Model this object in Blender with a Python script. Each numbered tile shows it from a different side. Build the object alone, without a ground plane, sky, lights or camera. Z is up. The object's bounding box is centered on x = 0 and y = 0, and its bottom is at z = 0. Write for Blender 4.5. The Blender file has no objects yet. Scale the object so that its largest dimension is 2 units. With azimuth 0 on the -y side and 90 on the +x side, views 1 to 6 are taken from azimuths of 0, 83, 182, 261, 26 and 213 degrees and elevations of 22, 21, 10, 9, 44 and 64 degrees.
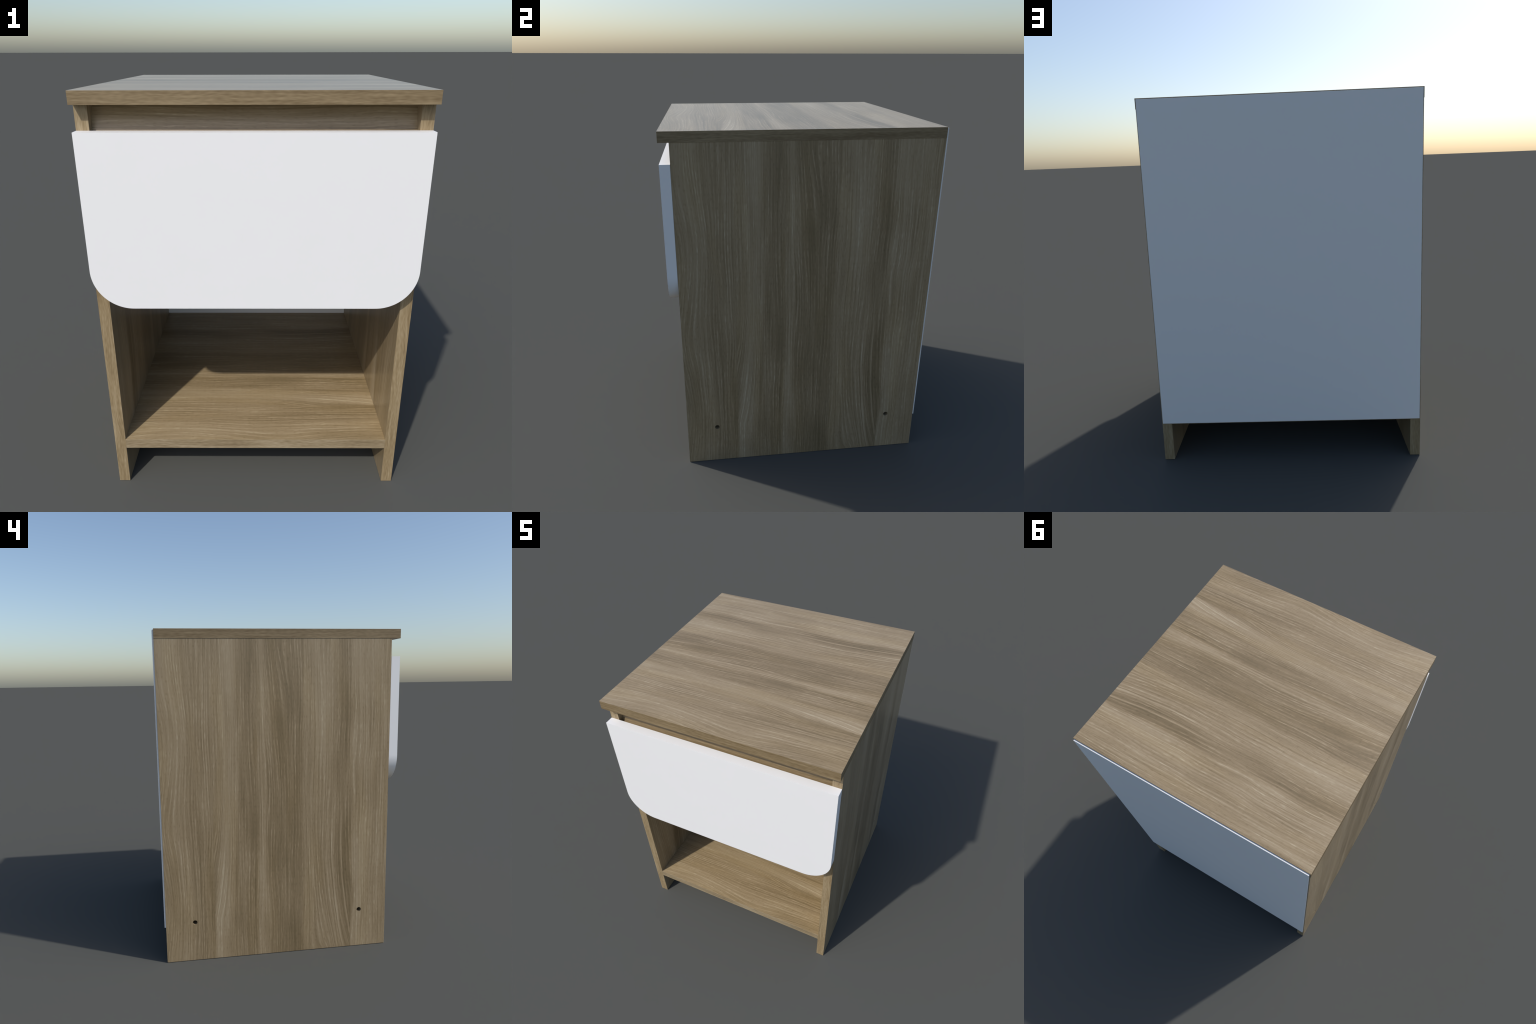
"""Bedside cabinet: oak-look board carcass, one white drawer with rounded lower
corners above an open shelf, thin white back panel.
All sizes are written in the furniture's own millimetres (660 mm tall) and
scaled by MM to the 2.00 m frame."""
import bpy, bmesh, math
from mathutils import Vector

MM = 1.0 / 330.0            # 660 mm  ->  2.00 m

# ------------------------------------------------------------------ sizes (mm)
H = 660.0                    # overall height
BOARD = 18.0                 # board thickness
TOP_HALF = 240.0             # half width of the table top
Y_FRONT, Y_BACK = -241.5, 238.5      # table top depth range
SIDE_OUT = 239.4             # outer face of the side panels
SIDE_IN = SIDE_OUT - BOARD
SIDE_FRONT = -223.5
SHELF_Z = (72.0, 90.0)
BACK_T = 3.0                 # hardboard back
BACK_HALF = 237.6
BACK_Z = (74.5, 658.1)
DRAWER_HALF = 239.2
DRAWER_Z = (349.4, 607.2)
DRAWER_R = 60.0
RAIL_TOP_Y = -199.3            # face of the slanted rail under the top
RAIL_SLOPE = 0.375            # forward lean of its face per mm of drop
RAIL_DROP = 62.0
HOLE_D = 9.4
HOLE_YZ = ((-165.5, 81.3), (180.3, 81.3))


# ------------------------------------------------------------ node shorthand
class Net:
    """Tiny wrapper so that node maths reads like formulas."""

    def __init__(self, tree):
        self.t = tree

    def node(self, kind, **props):
        n = self.t.nodes.new(kind)
        for k, v in props.items():
            setattr(n, k, v)
        return n

    def put(self, sock, v):
        if isinstance(v, bpy.types.NodeSocket):
            self.t.links.new(v, sock)
        else:
            sock.default_value = v

    def m(self, op, a, b=0.0, c=0.0, clamp=False):
        n = self.node('ShaderNodeMath', operation=op, use_clamp=clamp)
        for i, v in enumerate((a, b, c)):
            self.put(n.inputs[i], v)
        return n.outputs[0]

    def add(self, a, b): return self.m('ADD', a, b)
    def sub(self, a, b): return self.m('SUBTRACT', a, b)
    def mul(self, a, b): return self.m('MULTIPLY', a, b)
    def mad(self, a, b, c): return self.m('MULTIPLY_ADD', a, b, c)
    def mx(self, a, b): return self.m('MAXIMUM', a, b)
    def mn(self, a, b): return self.m('MINIMUM', a, b)

    def step(self, x, lo, hi):
        """smooth 0..1 rise of x from lo to hi"""
        n = self.node('ShaderNodeMapRange', interpolation_type='SMOOTHSTEP')
        self.put(n.inputs['Value'], x)
        n.inputs['From Min'].default_value = lo
        n.inputs['From Max'].default_value = hi
        return n.outputs[0]

    def window(self, x, a, b, c, d):
        """0 outside a..d, 1 inside b..c"""
        return self.mul(self.step(x, a, b), self.sub(1.0, self.step(x, c, d)))

    def vec(self, x, y, z=0.0):
        n = self.node('ShaderNodeCombineXYZ')
        for i, v in enumerate((x, y, z)):
            self.put(n.inputs[i], v)
        return n.outputs[0]

    def noise(self, x, y, sx, sy, seed=0.0, detail=0.0, rough=0.5):
        """noise with feature size sx across and sy along, centred on 0"""
        n = self.node('ShaderNodeTexNoise', noise_dimensions='3D')
        self.put(n.inputs['Vector'],
                 self.vec(self.mul(x, 1.0 / sx), self.mul(y, 1.0 / sy), seed))
        n.inputs['Scale'].default_value = 1.0
        n.inputs['Detail'].default_value = detail
        n.inputs['Roughness'].default_value = rough
        return self.sub(n.outputs[0], 0.5)

    def profile(self, x, span, pts):
        """piecewise profile of x over 0..span; pts = (position, value)"""
        n = self.node('ShaderNodeValToRGB')
        self.put(n.inputs[0], self.mul(x, 1.0 / span))
        r = n.color_ramp
        r.interpolation = 'B_SPLINE'
        while len(r.elements) < len(pts):
            r.elements.new(0.5)
        for e, (p, v) in zip(r.elements, pts):
            e.position = p / span
        for e, (p, v) in zip(r.elements, pts):
            e.color = (v, v, v, 1)
        return n.outputs[0]

    def ramp(self, fac, stops):
        n = self.node('ShaderNodeValToRGB')
        self.put(n.inputs[0], fac)
        r = n.color_ramp
        while len(r.elements) < len(stops):
            r.elements.new(0.5)
        for e, (p, c) in zip(r.elements, stops):
            e.position = p
        for e, (p, c) in zip(r.elements, stops):
            e.color = (*c, 1)
        return n.outputs[0]

    def mix(self, fac, a, b, blend='MIX'):
        n = self.node('ShaderNodeMix', data_type='RGBA', blend_type=blend)
        self.put(n.inputs[0], fac)
        self.put(n.inputs[6], a if isinstance(a, bpy.types.NodeSocket) else (*a, 1))
        self.put(n.inputs[7], b if isinstance(b, bpy.types.NodeSocket) else (*b, 1))
        return n.outputs[2]


# --------------------------------------------------------------- wood decor
# The laminate imitates staves about 95 mm wide, glued side by side: every
# stave has its own tone and its own sweep of the grain.  S runs across the
# grain, T along it, both in mm.
STAVES = (100.0, 190.0, 283.0, 386.0, 470.0)

WOOD_RAMP = ((0.00, (0.148, 0.110, 0.057)),
             (0.30, (0.226, 0.167, 0.094)),
             (0.55, (0.304, 0.231, 0.139)),
             (0.80, (0.373, 0.296, 0.192)),
             (1.00, (0.452, 0.376, 0.257)))


def make_wood_group():
    g = bpy.data.node_groups.new('oak_laminate_decor', 'ShaderNodeTree')
    g.interface.new_socket('S', in_out='INPUT', socket_type='NodeSocketFloat')
    g.interface.new_socket('T', in_out='INPUT', socket_type='NodeSocketFloat')
    g.interface.new_socket('Color', in_out='OUTPUT', socket_type='NodeSocketColor')
    g.interface.new_socket('Height', in_out='OUTPUT', socket_type='NodeSocketFloat')
    N = Net(g)
    gi, go = N.node('NodeGroupInput'), N.node('NodeGroupOutput')
    s, t = gi.outputs['S'], gi.outputs['T']

    # stave borders wander by a millimetre or two
    sb = N.add(s, N.mul(N.noise(t, t, 160, 1e6, 3.1), 5.0))

    # --- sweep of the grain: p stays constant along one grain line
    # first stave: lines run down from the left edge
    bendA = N.mul(N.mul(N.m('SINE', N.mul(N.sub(t, 205.0), 2 * math.pi / 320)), 6.5),
                  N.sub(1.0, N.step(s, 0, 95)))
    # second stave: feathered lines run down towards the left border
    bendB = N.mul(N.mul(N.mn(N.mx(N.sub(t, 90.0), 0.0), 240.0), -0.15),
                  N.window(s, 98, 100, 106, 165))
    # third stave: slanting figure in the upper half
    bendC = N.mul(N.mul(N.mx(N.sub(t, 400.0), 0.0), 0.07),
                  N.window(s, 190, 212, 225, 275))
    # fourth stave: lines sweep out to the right near the foot
    low = N.mx(N.sub(215.0, t), 0.0)
    bendD = N.mul(N.mul(N.mul(low, low), -0.00062), N.window(s, 285, 345, 385, 387))
    # fifth stave: slight figure around mid height
    bendE = N.mul(N.m('SINE', N.mul(N.sub(t, 345.0), 2 * math.pi / 190)),
                  N.mul(N.mul(N.window(t, 250, 310, 380, 440), 1.6),
                        N.window(s, 385, 387, 420, 455)))
    p = N.add(s, N.add(N.add(bendA, bendB), N.add(bendC, N.add(bendD, bendE))))
    p = N.add(p, N.mul(N.noise(s, t, 44, 190, 5.0), 9.0))
    p = N.add(p, N.mul(N.noise(s, t, 15, 60, 6.0), 2.2))

    # stave number shifts the grain so that lines break at the glue lines
    stave = 0.0
    for i, b in enumerate(STAVES):
        stave = N.add(stave, N.m('GREATER_THAN', sb, b))
    pk = N.mad(stave, 133.0, p)

    # --- tones across the width, near the foot and near the head
    # (looked up along the swept grain, so the bands swell, taper and wander)
    sp = N.add(N.mad(N.sub(p, s), 0.7, sb), N.mul(N.noise(s, t, 45, 150, 51.0, 1.0), 17.0))
    foot = N.profile(sp, 480, (
        (0, .40), (12, .50), (45, .50), (70, .40), (97, .34), (102, .57),
        (125, .54), (150, .40), (176, .30), (189, .36), (193, .56), (206, .52),
        (214, .33), (240, .34), (278, .26), (286, .42), (330, .47), (352, .44),
        (366, .34), (384, .34), (389, .56), (425, .56), (480, .44)))
    head = N.profile(sp, 480, (
        (0, .46), (20, .54), (60, .50), (97, .42), (102, .58),
        (130, .58), (152, .42), (178, .35), (189, .36), (194, .50), (206, .47), (216, .36),
        (279, .34), (286, .50), (320, .58), (345, .50), (362, .36), (378, .40),
        (389, .56), (420, .52), (450, .50), (480, .48)))
    tone = N.node('ShaderNodeMix', data_type='FLOAT')
    N.put(tone.inputs[0], N.step(t, 150, 480))
    N.put(tone.inputs[2], foot)
    N.put(tone.inputs[3], head)
    swell = N.mad(N.noise(p, t, 60, 190, 53.0, 1.0), 2.3, 1.45)
    v = N.mad(N.sub(tone.outputs[0], 0.45), swell, 0.455)
    edge = N.window(s, 98, 101.5, 106, 134)      # pale start of the second stave
    v = N.add(v, N.mul(edge, 0.035))

    # dark heart of the fourth stave and the smoky patch of the fifth
    heart = N.mul(N.window(s, 330, 345, 385.5, 386.5), N.window(t, -60, 60, 230, 350))
    lens = N.mul(N.window(p, 363, 369, 376, 392), N.window(t, 100, 150, 250, 360))
    v = N.sub(v, N.mul(N.mul(lens, heart), 0.14))
    mid = N.window(p, 344, 349, 357, 364)
    v = N.sub(v, N.mul(N.mul(mid, heart), 0.08))
    for line in (343.5, 364.0):
        pale = N.window(p, line - 2.2, line - 0.4, line + 0.4, line + 2.2)
        v = N.add(v, N.mul(N.mul(pale, heart), 0.26))
    patch = N.mul(N.window(s, 386, 392, 425, 450), N.window(t, 270, 320, 350, 420))
    v = N.sub(v, N.mul(patch, 0.12))
    v = N.add(v, N.mul(N.noise(p, t, 38, 150, 41.0, 1.0), 0.34))     # soft clouds
    v = N.add(v, N.mul(N.noise(pk, t, 13, 200, 1.0, 1.0), 0.20))

    # --- grain: broad streaks, fine streaks, pale rays, dark veins, pores
    fleck = N.step(N.noise(pk, t, 1.8, 15, 14.0), -0.04, 0.20)
    streak = N.noise(pk, t, 4.6, 300, 2.0, 2.0, 0.65)
    fine = N.noise(pk, t, 1.7, 60, 4.0, 1.0)
    v = N.add(v, N.mul(streak, 0.50))
    v = N.add(v, N.mul(fine, 0.28))
    # growth rings: thin pale lines five to seven millimetres apart that come
    # and go, broken into short dashes by the pores
    bow = N.mul(N.noise(pk, t, 15, 230, 31.0, 1.0), 17.0)
    wave = N.m('SINE', N.mad(pk, 2 * math.pi / 5.6, bow))
    ring = N.mul(N.step(wave, 0.40, 0.95), N.mad(fleck, 0.55, 0.45))
    v = N.add(v, N.mul(N.mul(ring, N.step(N.noise(pk, t, 18, 110, 33.0, 1.0), -0.16, 0.14)), 0.29))
    v = N.sub(v, N.mul(N.step(wave, 0.2, -0.9), 0.05))
    ray = N.mul(N.step(N.noise(pk, t, 2.8, 330, 8.0), 0.10, 0.24), N.mad(fleck, 0.5, 0.5))
    v = N.add(v, N.mul(ray, 0.19))
    vein = N.step(N.noise(pk, t, 3.6, 330, 12.0), 0.12, 0.28)
    v = N.sub(v, N.mul(vein, 0.11))
    v = N.add(v, N.mul(fleck, 0.05))
    pore = N.step(N.noise(pk, t, 1.3, 8, 15.0), 0.08, 0.26)
    v = N.sub(v, N.mul(pore, 0.11))
    v = N.add(v, 0.003)

    col = N.ramp(v, WOOD_RAMP)
    # warm olive and grey-rose drifts of the print
    warm = N.step(N.noise(pk, t, 40, 240, 21.0, 1.0), -0.06, 0.20)
    col = N.mix(N.mul(warm, 0.26), col, (1.03, 0.985, 0.82), 'MULTIPLY')
    N.put(go.inputs['Color'], col)
    N.put(go.inputs['Height'], N.sub(fine, N.mul(pore, 0.5)))
    return g


WOOD = make_wood_group()


def finish(N, tree, color, rough, spec, height=None, strength=0.0):
    out = N.node('ShaderNodeOutputMaterial')
    b = N.node('ShaderNodeBsdfPrincipled')
    N.put(b.inputs['Base Color'], color)
    N.put(b.inputs['Roughness'], rough)
    b.inputs['Specular IOR Level'].default_value = spec
    if height is not None:
        bp = N.node('ShaderNodeBump')
        bp.inputs['Strength'].default_value = strength
        bp.inputs['Distance'].default_value = 0.0006
        N.put(bp.inputs['Height'], height)
        tree.links.new(bp.outputs[0], b.inputs['Normal'])
    tree.links.new(b.outputs[0], out.inputs[0])


def object_mm(N):
    tc = N.node('ShaderNodeTexCoord')
    sep = N.node('ShaderNodeSeparateXYZ')
    N.t.links.new(tc.outputs['Object'], sep.inputs[0])
    return [N.mul(sep.outputs[i], 1.0 / MM) for i in range(3)]


def new_material(name):
    mat = bpy.data.materials.new(name)
    mat.use_nodes = True
    mat.node_tree.nodes.clear()
    return mat, Net(mat.node_tree)


def wood_face(name, s_axis, s_sign, s_off, t_axis, t_sign, t_off, tint=(1, 1, 1)):
    """laminate face: S = s_sign * axis + s_off, T likewise"""
    mat, N = new_material(name)
    c = object_mm(N)
    grp = N.node('ShaderNodeGroup')
    grp.node_tree = WOOD
    N.put(grp.inputs['S'], N.mad(c[s_axis], s_sign, s_off))
    N.put(grp.inputs['T'], N.mad(c[t_axis], t_sign, t_off))
    col = N.mix(1.0, grp.outputs['Color'], tint, 'MULTIPLY')
    finish(N, mat.node_tree, col, 0.30, 0.5, grp.outputs['Height'], 0.03)
    return mat


def wood_edge(name, long_axis, cross_axes, seed, stops, wave=2.5):
    """thin edge band: fine grain along its length"""
    mat, N = new_material(name)
    c = object_mm(N)
    t = c[long_axis]
    s = N.add(c[cross_axes[0]], c[cross_axes[1]])
    p = N.add(s, N.mul(N.noise(s, t, 20, 70, seed), wave * 4))
    v = N.mad(N.noise(p, t, 9, 240, seed + 2, 1.0), 0.75, 0.5)
    v = N.add(v, N.mul(N.noise(p, t, 2.8, 70, seed + 4, 1.0), 0.95))
    v = N.add(v, N.mul(N.noise(p, t, 1.6, 10, seed + 6), 0.55))
    col = N.ramp(v, stops)
    finish(N, mat.node_tree, col, 0.5, 0.4)
    return mat


def plain(name, rgb, rough, spec=0.5):
    mat, N = new_material(name)
    c = object_mm(N)
    n = N.node('ShaderNodeTexNoise')
    N.put(n.inputs['Vector'], N.vec(*c))
    n.inputs['Scale'].default_value = 0.02
    col = N.mix(n.outputs[0], [x * 0.992 for x in rgb], [min(1, x * 1.008) for x in rgb])
    finish(N, mat.node_tree, col, rough, spec)
    return mat


SIDE_EDGE = ((0.15, (0.200, 0.142, 0.073)), (0.5, (0.272, 0.203, 0.112)),
             (0.85, (0.350, 0.275, 0.170)))
SHELF_EDGE = ((0.15, (0.190, 0.140, 0.079)), (0.5, (0.268, 0.206, 0.122)),
              (0.85, (0.350, 0.281, 0.183)))
TOP_EDGE = ((0.15, (0.150, 0.104, 0.051)), (0.5, (0.204, 0.149, 0.080)),
            (0.85, (0.270, 0.205, 0.116)))

M_SIDE_L = wood_face('oak_side_face_left', 1, -1, 238.5, 2, 1, 0)
M_SIDE_R = wood_face('oak_side_face_right', 1, 1, 223.5, 2, 1, 0)
M_TOP = wood_face('oak_top_face', 1, 1, 239.5, 0, -1, 325)
M_SHELF = wood_face('oak_shelf_face', 1, 1, 231.0, 0, -1, 321, (1.03, 1.025, 0.98))
M_RAIL = wood_face('oak_rail_face', 2, 1, -330.0, 0, 1, 300)
M_EDGE = wood_edge('oak_edge_upright', 2, (0, 1), 3.0, SIDE_EDGE)
M_EDGE_SHELF = wood_edge('oak_edge_shelf', 0, (1, 2), 11.0, SHELF_EDGE)
M_EDGE_TOP_X = wood_edge('oak_edge_top_front', 0, (1, 2), 17.0, TOP_EDGE, 1.2)
M_EDGE_TOP_Y = wood_edge('oak_edge_top_side', 1, (0, 2), 17.0, TOP_EDGE, 1.2)
M_WHITE = plain('white_lacquered_board', (0.794, 0.793, 0.793), 0.45)
M_BACK = plain('white_hardboard', (0.825, 0.815, 0.80), 0.5)
M_HOLE = plain('chipboard_core', (0.26, 0.20, 0.12), 0.9, 0.1)


# ----------------------------------------------------------------- geometry
def link(name, mesh, parent):
    ob = bpy.data.objects.new(name, mesh)
    bpy.context.scene.collection.objects.link(ob)
    ob.parent = parent
    return ob


def board(name, parent, x, y, z, pick, mats, bevel=0.2):
    """box between mm limits, tiny rounded arrises; pick(normal) -> slot"""
    bm = bmesh.new()
    bmesh.ops.create_cube(bm, size=1.0)
    for v in bm.verts:
        for i, (a, b) in enumerate((x, y, z)):
            v.co[i] = (a + (v.co[i] + 0.5) * (b - a)) * MM
    if bevel:
        bmesh.ops.bevel(bm, geom=bm.edges[:], offset=bevel * MM, segments=2,
                        profile=0.5, affect='EDGES')
    bm.normal_update()
    for f in bm.faces:
        f.material_index = pick(f.normal)
    me = bpy.data.meshes.new(name)
    bm.to_mesh(me)
    bm.free()
    for m in mats:
        me.materials.append(m)
    return link(name, me, parent)


def side_panel(parent, sgn, face):
    """upright board with two blind screw holes in its outer face"""
    xo, xi = sgn * SIDE_OUT * MM, sgn * SIDE_IN * MM
    floor = sgn * (SIDE_IN + 1.0) * MM
    corners = [(SIDE_FRONT, 0), (Y_BACK, 0), (Y_BACK, H - BOARD), (SIDE_FRONT, H - BOARD)]
    bm = bmesh.new()
    out = [bm.verts.new((xo, y * MM, z * MM)) for y, z in corners]
    inn = [bm.verts.new((xi, y * MM, z * MM)) for y, z in corners]
    loops = [out]
    for hy, hz in HOLE_YZ:
        rim, foot = [], []
        for i in range(48):
            a = i / 48 * 2 * math.pi
            y = (hy + HOLE_D / 2 * math.cos(a)) * MM
            z = (hz + HOLE_D / 2 * math.sin(a)) * MM
            rim.append(bm.verts.new((xo, y, z)))
            foot.append(bm.verts.new((floor, y, z)))
        for i in range(48):
            j = (i + 1) % 48
            bm.faces.new((rim[i], rim[j], foot[j], foot[i])).material_index = 2
        bm.faces.new(foot).material_index = 2
        loops.append(rim)
    edges = []
    for lp in loops:
        for i in range(len(lp)):
            pair = (lp[i], lp[(i + 1) % len(lp)])
            edges.append(bm.edges.get(pair) or bm.edges.new(pair))
    for f in bmesh.ops.triangle_fill(bm, edges=edges, use_beauty=True)['geom']:
        if isinstance(f, bmesh.types.BMFace):
            f.material_index = 0
    bm.faces.new(inn).material_index = 0
    for i in range(4):
        j = (i + 1) % 4
        bm.faces.new((out[i], out[j], inn[j], inn[i])).material_index = 1
    bmesh.ops.recalc_face_normals(bm, faces=bm.faces[:])
    me = bpy.data.meshes.new('side_panel')
    bm.to_mesh(me)
    bm.free()
    for m in (face, M_EDGE, M_HOLE):
        me.materials.append(m)
    return link('side_panel', me, parent)


def drawer_front(parent):
    """white front board: square top corners, lower corners rounded R60"""
    w, (z0, z1), r = DRAWER_HALF, DRAWER_Z, DRAWER_R
    pts = [(-w, z1), (-w, z0 + r)]
    n = 40
    for i in range(1, n + 1):
        a = math.pi + i / n * math.pi / 2
        pts.append((-w + r + r * math.cos(a), z0 + r + r * math.sin(a)))
    for i in range(0, n + 1):
        a = 1.5 * math.pi + i / n * math.pi / 2
        pts.append((w - r + r * math.cos(a), z0 + r + r * math.sin(a)))
    pts.append((w, z1))
    bm = bmesh.new()
    front = [bm.verts.new((x * MM, Y_FRONT * MM, z * MM)) for x, z in pts]
    f = bm.faces.new(front)
    ext = bmesh.ops.extrude_face_region(bm, geom=[f])
    for e in ext['geom']:
        if isinstance(e, bmesh.types.BMVert):
            e.co.y = (SIDE_FRONT - 0.3) * MM
    bmesh.ops.recalc_face_normals(bm, faces=bm.faces[:])
    me = bpy.data.meshes.new('drawer_front')
    bm.to_mesh(me)
    bm.free()
    me.materials.append(M_WHITE)
    for p in me.polygons:
        p.use_smooth = True
    me.set_sharp_from_angle(angle=math.radians(25))
    return link('drawer_front', me, parent)


def slanted_rail(parent):
    """finger-grip rail: its face leans forward from the top to the drawer"""
    z1, z0 = H - BOARD, H - BOARD - RAIL_DROP
    ya, yb = RAIL_TOP_Y, RAIL_TOP_Y - RAIL_SLOPE * RAIL_DROP
    thick = BOARD * math.hypot(1.0, RAIL_SLOPE)
    prof = [(ya, z1), (yb, z0), (yb + thick, z0), (ya + thick, z1)]
    bm = bmesh.new()
    ends = [[bm.verts.new((x * MM, y * MM, z * MM)) for y, z in prof]
            for x in (-SIDE_IN, SIDE_IN)]
    for e in ends:
        bm.faces.new(e)
    for i in range(4):
        j = (i + 1) % 4
        bm.faces.new((ends[0][i], ends[0][j], ends[1][j], ends[1][i]))
    bmesh.ops.recalc_face_normals(bm, faces=bm.faces[:])
    me = bpy.data.meshes.new('grip_rail')
    bm.to_mesh(me)
    bm.free()
    me.materials.append(M_RAIL)
    return link('grip_rail', me, parent)


def build():
    root = bpy.data.objects.new('bedside_cabinet', None)
    bpy.context.scene.collection.objects.link(root)
    root['label'] = 'oak-look bedside cabinet with white drawer and open shelf'
    root['category'] = 'nightstand'

    # table top: face decor above and below, edge bands all round
    board('table_top', root, (-TOP_HALF, TOP_HALF), (Y_FRONT, Y_BACK), (H - BOARD, H),
          lambda n: 0 if abs(n.z) > .8 else (1 if abs(n.y) > abs(n.x) else 2),
          [M_TOP, M_EDGE_TOP_X, M_EDGE_TOP_Y])

    for sgn, face in ((-1, M_SIDE_L), (1, M_SIDE_R)):
        side_panel(root, sgn, face)

    board('shelf', root, (-SIDE_IN, SIDE_IN), (SIDE_FRONT, Y_BACK), SHELF_Z,
          lambda n: 0 if abs(n.z) > .8 else 1, [M_SHELF, M_EDGE_SHELF], 0.2)

    slanted_rail(root)

    board('back_panel', root, (-BACK_HALF, BACK_HALF), (Y_BACK, Y_BACK + BACK_T),
          BACK_Z, lambda n: 0, [M_BACK], 0.1)

    drawer_front(root)


build()
